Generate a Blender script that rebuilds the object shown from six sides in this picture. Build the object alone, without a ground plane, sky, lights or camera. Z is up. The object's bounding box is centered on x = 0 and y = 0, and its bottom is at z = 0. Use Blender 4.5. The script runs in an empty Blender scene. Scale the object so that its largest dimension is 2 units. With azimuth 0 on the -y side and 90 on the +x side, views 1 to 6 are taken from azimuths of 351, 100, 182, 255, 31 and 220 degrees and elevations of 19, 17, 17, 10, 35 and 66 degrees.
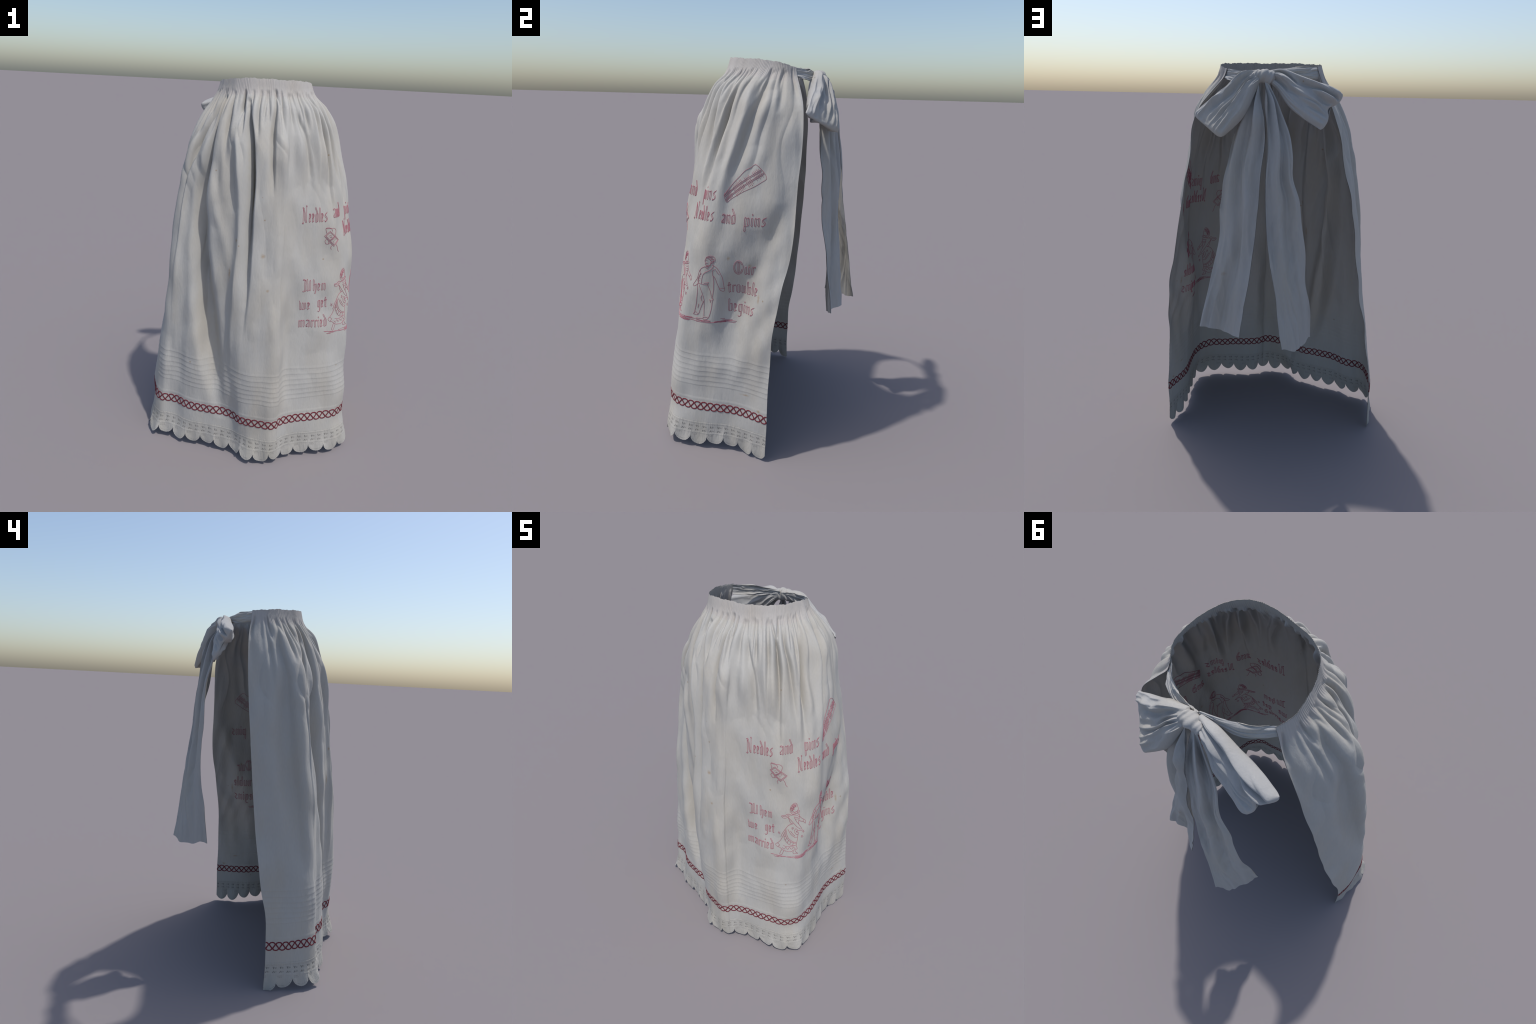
"""A gathered white cotton apron standing open at the back: skirt panel, waistband, lace hem,
red embroidery and a tied bow.  Metres, z up.  The cloth is one surface cloth(u, z): u runs from the
left back selvedge (0) round the front to the right back selvedge (1), z is height."""
import bpy, math
import numpy as np

rng = np.random.default_rng(7)

# =====================================================================================
#  helpers
# =====================================================================================
def arc(pts):
    pts = np.asarray(pts, float)
    d = np.r_[0, np.cumsum(np.linalg.norm(np.diff(pts, axis=0), axis=1))]
    return d / d[-1], d[-1]

def spline(t, ts, vs):
    """smooth Hermite interpolation of the values vs given at the knots ts"""
    ts = np.asarray(ts, float); vs = np.asarray(vs, float)
    t = np.clip(np.asarray(t, float), ts[0], ts[-1])
    m = np.gradient(vs, ts, axis=0) if len(ts) > 2 else np.repeat((vs[1:] - vs[:1]) / (ts[1] - ts[0]), 2, 0)
    i = np.clip(np.searchsorted(ts, t, side='right') - 1, 0, len(ts) - 2)
    h = ts[i + 1] - ts[i]; s = (t - ts[i]) / h
    if vs.ndim > 1:
        s = s[..., None]; h = h[..., None]
    return ((2*s**3 - 3*s**2 + 1) * vs[i] + (s**3 - 2*s**2 + s) * h * m[i]
            + (-2*s**3 + 3*s**2) * vs[i + 1] + (s**3 - s**2) * h * m[i + 1])

def sstep(a, b, x):
    t = np.clip((np.asarray(x, float) - a) / (b - a), 0, 1)
    return t * t * (3 - 2 * t)

def unit(v):
    return v / np.maximum(np.linalg.norm(v, axis=-1, keepdims=True), 1e-9)

_LATTICE = np.random.default_rng(23).uniform(-1, 1, (64, 64))
def noise2(x, y):
    """smooth lattice noise in -1..1"""
    x = np.asarray(x, float); y = np.asarray(y, float)
    xi = np.floor(x).astype(int); yi = np.floor(y).astype(int)
    fx = x - xi; fy = y - yi; fx = fx * fx * (3 - 2 * fx); fy = fy * fy * (3 - 2 * fy)
    g = lambda a, b: _LATTICE[np.mod(a, 64), np.mod(b, 64)]
    return (g(xi, yi) * (1 - fx) + g(xi + 1, yi) * fx) * (1 - fy) + (g(xi, yi + 1) * (1 - fx) + g(xi + 1, yi + 1) * fx) * fy
def crease(x, y):
    """ridged noise: soft pillows parted by sharp valleys"""
    return np.abs(noise2(x, y)) - .33

# =====================================================================================
#  the skirt surface
# =====================================================================================
# plan of the skirt at the embroidered border (z = 0.25) and of the waist ring (x, y, z)
HEM_RING = [(-.548,.089),(-.556,.026),(-.558,-.05),(-.553,-.107),(-.535,-.167),(-.508,-.205),(-.47,-.215),
            (-.426,-.235),(-.384,-.276),(-.342,-.305),(-.276,-.332),(-.22,-.357),(-.185,-.374),(-.141,-.410),
            (-.106,-.460),(-.068,-.484),(.01,-.502),(.07,-.515),(.1,-.506),(.113,-.488),(.135,-.471),
            (.187,-.452),(.27,-.438),(.35,-.432),(.445,-.4),(.5,-.364),(.522,-.289),(.53,-.185),(.531,-.064),
            (.555,.03),(.575,.08),(.593,.137)]
WAIST_RING = [(-.18,.151,1.969),(-.199,.10,1.975),(-.2,.03,1.983),(-.18,-.055,1.988),(-.139,-.125,1.994),
              (-.085,-.157,1.998),(0,-.174,1.998),(.1,-.180,1.996),(.182,-.155,1.996),(.238,-.095,1.99),
              (.265,-.012,1.985),(.272,.06,1.978),(.265,.12,1.967),(.232,.172,1.953)]
HEM_RING = np.array(HEM_RING); WAIST_RING = np.array(WAIST_RING)
UB, LEN_HEM = arc(HEM_RING); UW, LEN_WAIST = arc(WAIST_RING)

# flare: share of the way from waist ring to hem ring, per height, for nine directions u
FLARE_Z = [0,.12,.25,.40,.52,.63,.75,.87,1.0,1.1,1.2,1.3,1.43,1.55,1.66,1.72,1.8,1.87,1.93,2.0]
FLARE = {
    0.00: [1.03,1.01,1,0.95,0.9,0.855,0.8,0.735,0.68,0.64,0.595,0.545,0.475,0.4,0.32,0.26,0.18,0.11,0.04,-0.02],
    0.15: [1.16,1.05,1,0.97,0.94,0.91,0.88,0.85,0.82,0.79,0.755,0.715,0.66,0.585,0.49,0.415,0.3,0.17,0.05,-0.02],
    0.33: [1.05,1.02,1,0.98,0.955,0.93,0.9,0.87,0.835,0.8,0.765,0.725,0.68,0.61,0.53,0.465,0.36,0.225,0.06,-0.02],
    0.50: [1.05,1.02,1,0.985,0.965,0.945,0.915,0.875,0.83,0.785,0.735,0.695,0.645,0.585,0.51,0.46,0.375,0.265,0.07,-0.02],
    0.65: [1.12,1.06,1.01,0.975,0.94,0.91,0.88,0.835,0.785,0.74,0.695,0.655,0.605,0.55,0.485,0.435,0.36,0.255,0.07,-0.02],
    0.73: [1.13,1.06,1.01,0.965,0.93,0.905,0.88,0.845,0.81,0.775,0.735,0.685,0.62,0.55,0.475,0.425,0.345,0.24,0.07,-0.02],
    0.81: [1.1,1.05,1,0.985,0.975,0.965,0.955,0.945,0.93,0.915,0.885,0.835,0.755,0.67,0.575,0.51,0.415,0.275,0.08,-0.02],
    0.88: [1.04,1.02,1,0.99,0.985,0.98,0.97,0.965,0.955,0.945,0.92,0.88,0.8,0.7,0.6,0.53,0.43,0.29,0.09,-0.02],
    1.00: [1,1,1,0.96,0.95,0.94,0.92,0.88,0.82,0.76,0.7,0.64,0.58,0.51,0.45,0.41,0.31,0.15,0.04,-0.02]}
FLARE_U = np.array(sorted(FLARE)); FLARE_T = np.array([FLARE[k] for k in FLARE_U])
# the two back selvedges hang on these curves (x, y, z)
EDGE_RIGHT = np.array([(.589,.135,0.0),(.590,.135,.115),(.594,.137,.25),(.578,.138,.38),(.575,.141,.512),(.57,.144,.637),
    (.562,.155,.757),(.548,.172,.858),(.527,.19,.97),(.505,.212,1.079),(.478,.225,1.213),(.451,.227,1.344),
    (.430,.23,1.462),(.407,.236,1.565),(.382,.236,1.705),(.351,.227,1.78),(.287,.200,1.868),(.245,.180,1.92),(.232,.172,1.96)])
EDGE_LEFT = np.array([(-.552,.088,0.0),(-.548,.083,.135),(-.548,.086,.253),(-.525,.09,.41),(-.505,.111,.525),(-.482,.13,.679),
    (-.453,.145,.83),(-.419,.162,1.051),(-.381,.177,1.298),(-.332,.185,1.515),(-.277,.185,1.721),(-.225,.173,1.861),
    (-.198,.158,1.92),(-.18,.151,1.97)])

def hull(u, z):
    """the skirt without its folds"""
    u = np.asarray(u, float); z = np.asarray(z, float)
    B = spline(u, UB, HEM_RING); W = spline(u, UW, WAIST_RING)[..., :2]
    zz = np.clip(z, 0, 2.0)
    cols = np.stack([spline(zz, FLARE_Z, row) for row in FLARE_T], -1)
    i = np.clip(np.searchsorted(FLARE_U, u, side='right') - 1, 0, len(FLARE_U) - 2)
    s = sstep(0, 1, (u - FLARE_U[i]) / (FLARE_U[i + 1] - FLARE_U[i]))
    f = (np.take_along_axis(cols, i[..., None], -1)[..., 0] * (1 - s)
         + np.take_along_axis(cols, (i + 1)[..., None], -1)[..., 0] * s)
    P = W + (B - W) * f[..., None]
    for E, ue in ((EDGE_RIGHT, 1.0), (EDGE_LEFT, 0.0)):
        full = np.full_like(u, ue)
        Bq = spline(full, UB, HEM_RING); Wq = spline(full, UW, WAIST_RING)[..., :2]
        Q = Wq + (Bq - Wq) * spline(zz, FLARE_Z, FLARE[ue])[..., None]
        k = sstep(0, 1, 1 - np.abs(u - ue) / .14)
        P = P + (spline(zz, E[:, 2], E[:, :2]) - Q) * k[..., None]
    return np.concatenate([P, z[..., None]], -1)

def girth(z):
    return 1.0 + .96 * (1 - np.clip(np.asarray(z, float) / 2, 0, 1)) ** .55

# ---- folds: a path over the cloth [(u, z, depth m, half width m)], skew = one flank steeper
#      depth > 0 sinks a valley, depth < 0 raises a ridge
FOLDS_FRONT_LEFT = [
    (0, [(.2506,1.90,.010,.010),(.2456,1.81,.022,.012),(.243,1.717,.034,.016),(.238,1.60,.046,.022),(.226,1.46,.058,.032),
           (.238,1.27,.074,.043),(.246,1.14,.090,.044),(.258,1.02,.098,.049),(.268,.90,.096,.052),(.282,.77,.088,.052),(.304,.57,.064,.049),(.320,.40,.034,.042),(.335,.27,.010,.034),(.345,.20,0,.03)]),
    (0, [(.262,1.60,0,.02),(.275,1.484,-.008,.020),(.292,1.358,-.008,.022),(.322,1.231,-.006,.024),(.345,1.072,-.004,.024),(.355,.918,-.002,.024),(.37,.75,0,.024)]),
    (.5, [(.378,1.89,.016,.010),(.402,1.737,.040,.016),(.411,1.604,.054,.019),(.413,1.338,.056,.021),(.413,1.105,.036,.022),(.412,.90,.012,.018),(.406,.70,0,.02)]),
    (0, [(.352,1.85,0,.02),(.350,1.70,-.018,.024),(.368,1.50,-.018,.024),(.378,1.30,-.020,.026),(.376,1.05,-.026,.030),(.372,.80,-.024,.032),(.372,.6,-.014,.03),(.38,.42,0,.03)]),
    (.4, [(.494,1.937,.010,.008),(.479,1.804,.020,.010),(.476,1.60,.016,.011),(.478,1.46,0,.011)]),
    (0, [(.505,1.76,0,.02),(.509,1.60,-.013,.02),(.512,1.48,-.005,.022),(.514,1.34,0,.022)]),
]
FOLDS_FRONT_RIGHT = [
    (0, [(.552,1.92,.006,.008),(.551,1.87,.012,.009),(.556,1.74,0,.012)]),
    (.3, [(.566,1.92,.005,.01),(.580,1.83,.012,.014),(.600,1.74,.014,.016),(.612,1.60,.010,.02),(.62,1.42,0,.03)]),
    (0, [(.606,1.92,.006,.008),(.6115,1.83,.012,.009),(.6115,1.75,0,.009)]),
    (-.4, [(.648,1.92,.006,.008),(.654,1.80,.016,.011),(.654,1.68,.012,.012),(.656,1.50,0,.014)]),
    (.5, [(.672,1.92,.008,.009),(.687,1.87,.016,.010),(.697,1.76,.026,.013),(.694,1.63,.022,.015),(.690,1.45,.012,.02),(.690,1.25,0,.02)]),
    (.4, [(.715,1.93,.006,.010),(.722,1.84,.016,.012),(.735,1.757,.022,.014),(.740,1.677,.018,.016),(.745,1.50,.008,.02),(.745,1.35,0,.02)]),
    (.3, [(.757,1.92,.006,.009),(.765,1.86,.012,.012),(.768,1.76,.010,.012),(.765,1.62,0,.012)]),
    (-.2, [(.785,1.92,.008,.010),(.792,1.824,.026,.016),(.790,1.737,.038,.020),(.786,1.65,.040,.022),(.780,1.517,.026,.024),(.778,1.30,.010,.03),(.78,1.10,0,.03)]),
    (0, [(.868,1.90,0,.014),(.865,1.79,-.012,.016),(.862,1.684,-.016,.018),(.850,1.517,-.016,.022),(.840,1.404,-.010,.024),(.825,1.1,-.004,.03),(.81,.8,0,.03)]),
    (-.2, [(.899,1.92,.006,.010),(.896,1.817,.020,.013),(.886,1.73,.020,.015),(.878,1.591,.016,.020),(.872,1.50,.014,.026),(.865,1.24,.010,.034),(.86,1.1,0,.04)]),
    (0, [(.915,1.85,0,.02),(.910,1.75,-.018,.022),(.908,1.67,-.008,.022),(.906,1.60,0,.024)]),
    (0, [(.925,1.22,0,.05),(.915,1.05,.026,.060),(.902,.90,.052,.066),(.890,.78,.050,.066),(.878,.65,.024,.06),(.87,.48,0,.05)]),
    (0, [(.560,1.15,0,.03),(.562,.95,.016,.034),(.562,.70,.020,.036),(.558,.50,.012,.034),(.555,.32,0,.03)]),
    (0, [(.690,1.50,0,.03),(.689,1.30,-.014,.034),(.690,1.12,0,.034)]),
    (0, [(.690,.62,0,.05),(.695,.45,-.012,.05),(.695,.28,-.016,.05),(.69,.12,-.006,.05),(.69,.0,0,.05)]),
    (0, [(.947,1.92,.006,.007),(.942,1.824,.010,.009),(.937,1.74,0,.009)]),
    (0, [(.965,1.34,0,.02),(.958,1.25,.010,.022),(.943,1.085,.012,.024),(.93,.95,0,.024)]),
]
FOLDS_LEFT_SIDE = [
    (0, [(.063,1.92,.005,.007),(.068,1.784,.012,.009),(.066,1.657,.006,.009),(.066,1.55,0,.009)]),
    (.2, [(.115,1.92,.006,.009),(.097,1.80,.014,.012),(.098,1.657,.020,.016),(.092,1.504,.032,.026),(.088,1.351,.040,.032),(.088,1.20,.040,.036),(.096,1.0,.034,.038),(.105,.80,.016,.036),(.11,.6,0,.03)]),
    (0, [(.148,1.92,.006,.008),(.138,1.82,.012,.010),(.130,1.70,0,.011)]),
    (.3, [(.235,1.92,.005,.008),(.210,1.80,.014,.011),(.183,1.664,.018,.014),(.155,1.511,.018,.017),(.148,1.251,.014,.022),(.15,1.0,.010,.026),(.158,.7,.008,.03),(.17,.45,0,.03)]),
    (0, [(.205,1.62,0,.015),(.207,1.51,.012,.017),(.212,1.371,.012,.02),(.225,1.15,.006,.024),(.24,.9,0,.03)]),
    (-.3, [(.296,1.92,.006,.008),(.3008,1.80,.014,.011),(.303,1.70,.010,.012),(.31,1.58,0,.012)]),
    (.3, [(.352,1.92,.006,.008),(.3584,1.80,.014,.010),(.360,1.70,0,.012)]),
    (0, [(.425,1.93,.006,.007),(.4185,1.87,.014,.009),(.424,1.70,0,.01)]),
    (0, [(.452,1.93,.005,.007),(.4436,1.87,.012,.009),(.437,1.77,0,.01)]),
    (.3, [(.333,1.70,0,.015),(.335,1.60,.012,.016),(.342,1.50,.010,.018),(.35,1.36,0,.02)]),
]
FOLDS = FOLDS_FRONT_LEFT + FOLDS_FRONT_RIGHT + FOLDS_LEFT_SIDE
# the many small gathers under the waistband, at seeded places
for k in range(46):
    u0 = (k + .5 + rng.uniform(-.6, .6)) / 46
    d = .0015 + .0095 * rng.uniform() ** 1.6; z1 = rng.uniform(1.66, 1.85); sh = rng.uniform(-.006, .006)
    FOLDS.append((rng.uniform(-.4, .4), [(u0, 1.93, d * .5, .006), (u0 + sh, 1.885, d, .0075), (u0 + 1.6 * sh, z1, 0, .010)]))

# broad puffs (+) and hollows (-) of the hanging cloth: u, z, height, reach across, reach down
PUFFS = [(.40,.10,-.020,.06,.09),(.545,.70,-.014,.03,.25),(.525,1.05,-.010,.03,.2),(.595,.78,-.010,.04,.18),(.184,1.39,-.008,.03,.15),(.826,.52,-.010,.04,.15),
         (.816,1.10,.014,.03,.15),(.829,1.64,-.012,.025,.1),(.916,1.66,-.010,.02,.08),(.876,1.74,.012,.02,.08),(.704,.10,.012,.06,.08),(.686,1.74,-.010,.025,.08),
         (.178,1.30,-.016,.035,.22),(.37,.22,-.014,.07,.12),(.43,.22,-.018,.07,.14),(.508,1.42,-.012,.03,.15),(.515,.92,-.010,.04,.2),(.575,.66,-.010,.06,.2),
         (.656,.92,-.010,.05,.15),(.318,1.74,.010,.035,.10),(.390,1.86,.012,.04,.06),(.395,.77,.012,.03,.2),(.502,1.66,.012,.03,.08),(.679,1.64,.012,.03,.1),
         (.690,1.40,.012,.04,.2),(.579,1.68,.016,.03,.1),(.652,1.72,.016,.03,.1),(.730,.43,.012,.06,.14),(.615,.24,.010,.06,.12),(.746,.72,.016,.05,.14),
         (.950,1.36,.010,.03,.12),(.849,1.80,.012,.02,.07),(.946,.74,-.012,.05,.15),(.823,1.69,-.016,.025,.1),(.886,.66,-.010,.05,.12)]
N_RIB = 140
RIB_PHASE = rng.uniform(0, 2 * np.pi, 7)
WAVES = [(rng.uniform(2, 16) * rng.choice([-1, 1]), rng.uniform(1.0, 9.0), rng.uniform(0, 2 * np.pi)) for _ in range(26)]
TUCKS = [.366, .392, .419, .446, .473, .503, .535]

def relief(u, z):
    """height of the cloth over the hull, along the outward normal"""
    g = girth(z); d = np.zeros(np.broadcast(u, z).shape)
    for skew, path in FOLDS:
        p = np.array(path)[::-1]
        inside = (z > p[0, 1] - .02) & (z < p[-1, 1] + .02)
        if not inside.any():
            continue
        zi = z[inside]
        q = spline(zi, p[:, 1], p[:, [0, 2, 3]])
        fade = sstep(p[0, 1] - .02, p[0, 1] + .01, zi) * (1 - sstep(p[-1, 1], p[-1, 1] + .02, zi))
        x = (u[inside] - q[:, 0]) * g[inside]
        w = np.maximum(q[:, 2], .004) * np.where(x < 0, 1 + skew, 1 - skew)
        d[inside] -= q[:, 1] * (1 + .35 * sstep(1.35, 1.6, zi)) * fade * np.exp(-np.abs(x / w) ** (2.0 + .8 * sstep(.018, .045, q[:, 1])))
    for pu, pz, h, ru, rz in PUFFS:
        d += h * np.exp(-((u - pu) * g / ru) ** 2 - ((z - pz) / rz) ** 2)
    # slow unevenness of used linen
    n = np.zeros_like(d)
    for fu, fz, ph in WAVES:
        n += np.sin(2 * np.pi * (fu * u + fz * z * .5) + ph) / (1 + .10 * abs(fu))
    d += .0011 * n * sstep(1.93, 1.75, z)
    # cloth puffed out between the gathers
    puff = np.sin(2 * np.pi * 13 * u + 3 * np.sin(2 * np.pi * 3 * u + 1) + 4 * z) * np.sin(11 * z + 2.5 * np.sin(2 * np.pi * 6 * u))
    d += .0032 * puff * sstep(1.90, 1.8, z) * sstep(1.35, 1.55, z)
    d += .0100 * crease(30 * u + 1.5 * noise2(6 * u, 5 * z), 3.0 * z + 7) * sstep(1.93, 1.86, z) * sstep(1.30, 1.60, z)
    d += .0050 * crease(15 * u + .8 * noise2(9 * u, 4 * z) + 5, 2.2 * z) * sstep(1.75, 1.5, z) * sstep(.55, .9, z)
    d += .0022 * crease(22 * u + 12 * z * (u - .5), 9 * z + 3) * sstep(1.7, 1.5, z) * sstep(.25, .6, z)
    # crumples running down to the right selvedge and across the lap
    cr = np.sin(2 * np.pi * (26 * u + 3.4 * z) + 1.7 * np.sin(9 * z)) * sstep(.86, .93, u) * sstep(1.4, 1.15, z) * sstep(.55, .75, z)
    cr = cr + .7 * np.sin(2 * np.pi * (17 * u - 4.1 * z) + 2.1 * np.sin(7 * z + 9 * u)) * sstep(.80, .9, u) * sstep(1.25, 1.0, z) * sstep(.3, .5, z)
    d += .0022 * cr
    # fine upright ribs where the waistband is gathered
    rib = np.sin(2 * np.pi * N_RIB * u + 1.6 * np.sin(2 * np.pi * 7 * u + RIB_PHASE[0]) + 1.1 * np.sin(2 * np.pi * 19 * u + RIB_PHASE[1]) + 2 * np.sin(14 * z + 40 * u))
    d += .0008 * rib * (.6 + .6 * np.sin(2 * np.pi * 5 * u + RIB_PHASE[3]) * np.sin(2 * np.pi * 13 * u + RIB_PHASE[4])) * sstep(1.895, 1.925, z)
    # sewn tucks above the border: each overlaps downward like a clapboard
    for zt in TUCKS:
        t = (z - zt - .0015 * np.sin(2 * np.pi * 5 * u + zt * 30)) / .017
        d += .0011 * np.where((t > 0) & (t < 1), (1 - t) * np.minimum(1, t / .12), 0)
    # the hem of the border panel
    d += .0016 * np.exp(-((z - .285) / .004) ** 2)
    # pressed-in seam on the front corner
    d -= .0014 * np.exp(-((u - .522) * g / .0035) ** 2) * sstep(1.55, 1.4, z)
    return d

def hull_normal(u, z):
    e = 1e-3
    a = hull(np.clip(u + e, 0, 1), z) - hull(np.clip(u - e, 0, 1), z)
    b = hull(u, z + e) - hull(u, z - e)
    return unit(np.cross(a, b))

def cloth(u, z):
    u = np.asarray(u, float); z = np.asarray(z, float)
    u, z = np.broadcast_arrays(u, z)
    return hull(u, z) + hull_normal(u, z) * relief(u, z)[..., None]

def waist_top(u):
    return (spline(u, UW, WAIST_RING)[..., 2] + .0010 * np.sin(2 * np.pi * 21 * u + 1) + .0007 * np.sin(2 * np.pi * 47 * u)
            + .0012 * np.sin(2 * np.pi * 9 * u))

# =====================================================================================
#  materials
# =====================================================================================
def new_mat(name):
    m = bpy.data.materials.new(name); m.use_nodes = True
    nt = m.node_tree; nt.nodes.clear()
    return m, nt

def node(nt, kind, **kw):
    n = nt.nodes.new(kind)
    for k, v in kw.items():
        if k.startswith('i_'):
            key = k[2:]
            n.inputs[int(key) if key.isdigit() else key.replace('_', ' ')].default_value = v
        else:
            setattr(n, k, v)
    return n

def cloth_material(name, base, warm, warm_amount=.5, weave=900, bump=.25, spots=True, stains=()):
    m, nt = new_mat(name); L = nt.links.new
    out = node(nt, 'ShaderNodeOutputMaterial'); bs = node(nt, 'ShaderNodeBsdfPrincipled')
    bs.inputs['Roughness'].default_value = .92; bs.inputs['Specular IOR Level'].default_value = .12
    bs.inputs['Sheen Weight'].default_value = .05
    tc = node(nt, 'ShaderNodeTexCoord')
    mp = node(nt, 'ShaderNodeMapping'); mp.inputs['Scale'].default_value = (1, 1, .28); L(tc.outputs['Object'], mp.inputs['Vector'])
    n1 = node(nt, 'ShaderNodeTexNoise'); n1.inputs['Scale'].default_value = 7; n1.inputs['Detail'].default_value = 5; L(mp.outputs['Vector'], n1.inputs['Vector'])
    r1 = node(nt, 'ShaderNodeMapRange'); r1.inputs['From Min'].default_value = .42; r1.inputs['From Max'].default_value = .70
    L(n1.outputs['Fac'], r1.inputs['Value'])
    mul = node(nt, 'ShaderNodeMath', operation='MULTIPLY'); mul.inputs[1].default_value = warm_amount; L(r1.outputs[0], mul.inputs[0])
    mix = node(nt, 'ShaderNodeMix', data_type='RGBA'); mix.inputs['A'].default_value = (*base, 1); mix.inputs['B'].default_value = (*warm, 1)
    L(mul.outputs[0], mix.inputs['Factor'])
    # thread-scale mottling
    n2 = node(nt, 'ShaderNodeTexNoise'); n2.inputs['Scale'].default_value = 160; n2.inputs['Detail'].default_value = 3
    mp2 = node(nt, 'ShaderNodeMapping'); mp2.inputs['Scale'].default_value = (1, 1, .25); L(tc.outputs['Object'], mp2.inputs['Vector']); L(mp2.outputs['Vector'], n2.inputs['Vector'])
    r2 = node(nt, 'ShaderNodeMapRange'); r2.inputs['To Min'].default_value = .95; r2.inputs['To Max'].default_value = 1.05; L(n2.outputs['Fac'], r2.inputs['Value'])
    sc = node(nt, 'ShaderNodeVectorMath', operation='SCALE'); L(mix.outputs['Result'], sc.inputs[0]); L(r2.outputs[0], sc.inputs['Scale'])
    col = sc.outputs['Vector']
    if spots:      # rust freckles, sparse
        vo = node(nt, 'ShaderNodeTexVoronoi'); vo.inputs['Scale'].default_value = 9; L(tc.outputs['Object'], vo.inputs['Vector'])
        d = node(nt, 'ShaderNodeMapRange'); d.inputs['From Min'].default_value = .030; d.inputs['From Max'].default_value = .055; d.inputs['To Min'].default_value = .55; d.inputs['To Max'].default_value = 0
        L(vo.outputs['Distance'], d.inputs['Value'])
        sx = node(nt, 'ShaderNodeSeparateColor'); L(vo.outputs['Color'], sx.inputs[0])
        gt = node(nt, 'ShaderNodeMath', operation='GREATER_THAN'); gt.inputs[1].default_value = .72; L(sx.outputs[0], gt.inputs[0])
        mm = node(nt, 'ShaderNodeMath', operation='MULTIPLY'); L(d.outputs[0], mm.inputs[0]); L(gt.outputs[0], mm.inputs[1])
        mx = node(nt, 'ShaderNodeMix', data_type='RGBA'); mx.inputs['B'].default_value = (.26, .17, .08, 1)
        L(mm.outputs[0], mx.inputs['Factor']); L(col, mx.inputs['A']); col = mx.outputs['Result']
    for (px, py, pz), rad, amount, tint in stains:
        sb = node(nt, 'ShaderNodeVectorMath', operation='SUBTRACT'); sb.inputs[1].default_value = (px, py, pz); L(tc.outputs['Object'], sb.inputs[0])
        dv = node(nt, 'ShaderNodeVectorMath', operation='DIVIDE'); dv.inputs[1].default_value = rad; L(sb.outputs[0], dv.inputs[0])
        ln = node(nt, 'ShaderNodeVectorMath', operation='LENGTH'); L(dv.outputs[0], ln.inputs[0])
        nz = node(nt, 'ShaderNodeTexNoise'); nz.inputs['Scale'].default_value = 45; nz.inputs['Detail'].default_value = 4; L(tc.outputs['Object'], nz.inputs['Vector'])
        ad = node(nt, 'ShaderNodeMath', operation='MULTIPLY_ADD'); ad.inputs[1].default_value = 1.6; L(nz.outputs['Fac'], ad.inputs[0]); L(ln.outputs['Value'], ad.inputs[2])
        rr = node(nt, 'ShaderNodeMapRange'); rr.inputs['From Min'].default_value = .9; rr.inputs['From Max'].default_value = 1.8; rr.inputs['To Min'].default_value = amount; rr.inputs['To Max'].default_value = 0
        L(ad.outputs[0], rr.inputs['Value'])
        mx = node(nt, 'ShaderNodeMix', data_type='RGBA'); mx.inputs['B'].default_value = (*tint, 1)
        L(rr.outputs[0], mx.inputs['Factor']); L(col, mx.inputs['A']); col = mx.outputs['Result']
    L(col, bs.inputs['Base Color'])
    # woven grain and soft creasing
    n3 = node(nt, 'ShaderNodeTexNoise'); n3.inputs['Scale'].default_value = 26; n3.inputs['Detail'].default_value = 6; n3.inputs['Roughness'].default_value = .6; L(mp.outputs['Vector'], n3.inputs['Vector'])
    n4 = node(nt, 'ShaderNodeTexNoise'); n4.inputs['Scale'].default_value = weave; L(tc.outputs['Object'], n4.inputs['Vector'])
    ma = node(nt, 'ShaderNodeMath', operation='MULTIPLY_ADD'); ma.inputs[1].default_value = .08; L(n4.outputs['Fac'], ma.inputs[0]); L(n3.outputs['Fac'], ma.inputs[2])
    bp = node(nt, 'ShaderNodeBump'); bp.inputs['Strength'].default_value = bump; bp.inputs['Distance'].default_value = .02; L(ma.outputs[0], bp.inputs['Height'])
    L(bp.outputs['Normal'], bs.inputs['Normal'])
    L(bs.outputs['BSDF'], out.inputs['Surface'])
    return m

def thread_material(name, a, b):
    m, nt = new_mat(name); L = nt.links.new
    out = node(nt, 'ShaderNodeOutputMaterial'); bs = node(nt, 'ShaderNodeBsdfPrincipled')
    bs.inputs['Roughness'].default_value = .75; bs.inputs['Specular IOR Level'].default_value = .2
    tc = node(nt, 'ShaderNodeTexCoord')
    n = node(nt, 'ShaderNodeTexNoise'); n.inputs['Scale'].default_value = 140; n.inputs['Detail'].default_value = 3; L(tc.outputs['Object'], n.inputs['Vector'])
    mx = node(nt, 'ShaderNodeMix', data_type='RGBA'); mx.inputs['A'].default_value = (*a, 1); mx.inputs['B'].default_value = (*b, 1)
    L(n.outputs['Fac'], mx.inputs['Factor']); L(mx.outputs['Result'], bs.inputs['Base Color']); L(bs.outputs['BSDF'], out.inputs['Surface'])
    return m

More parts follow.
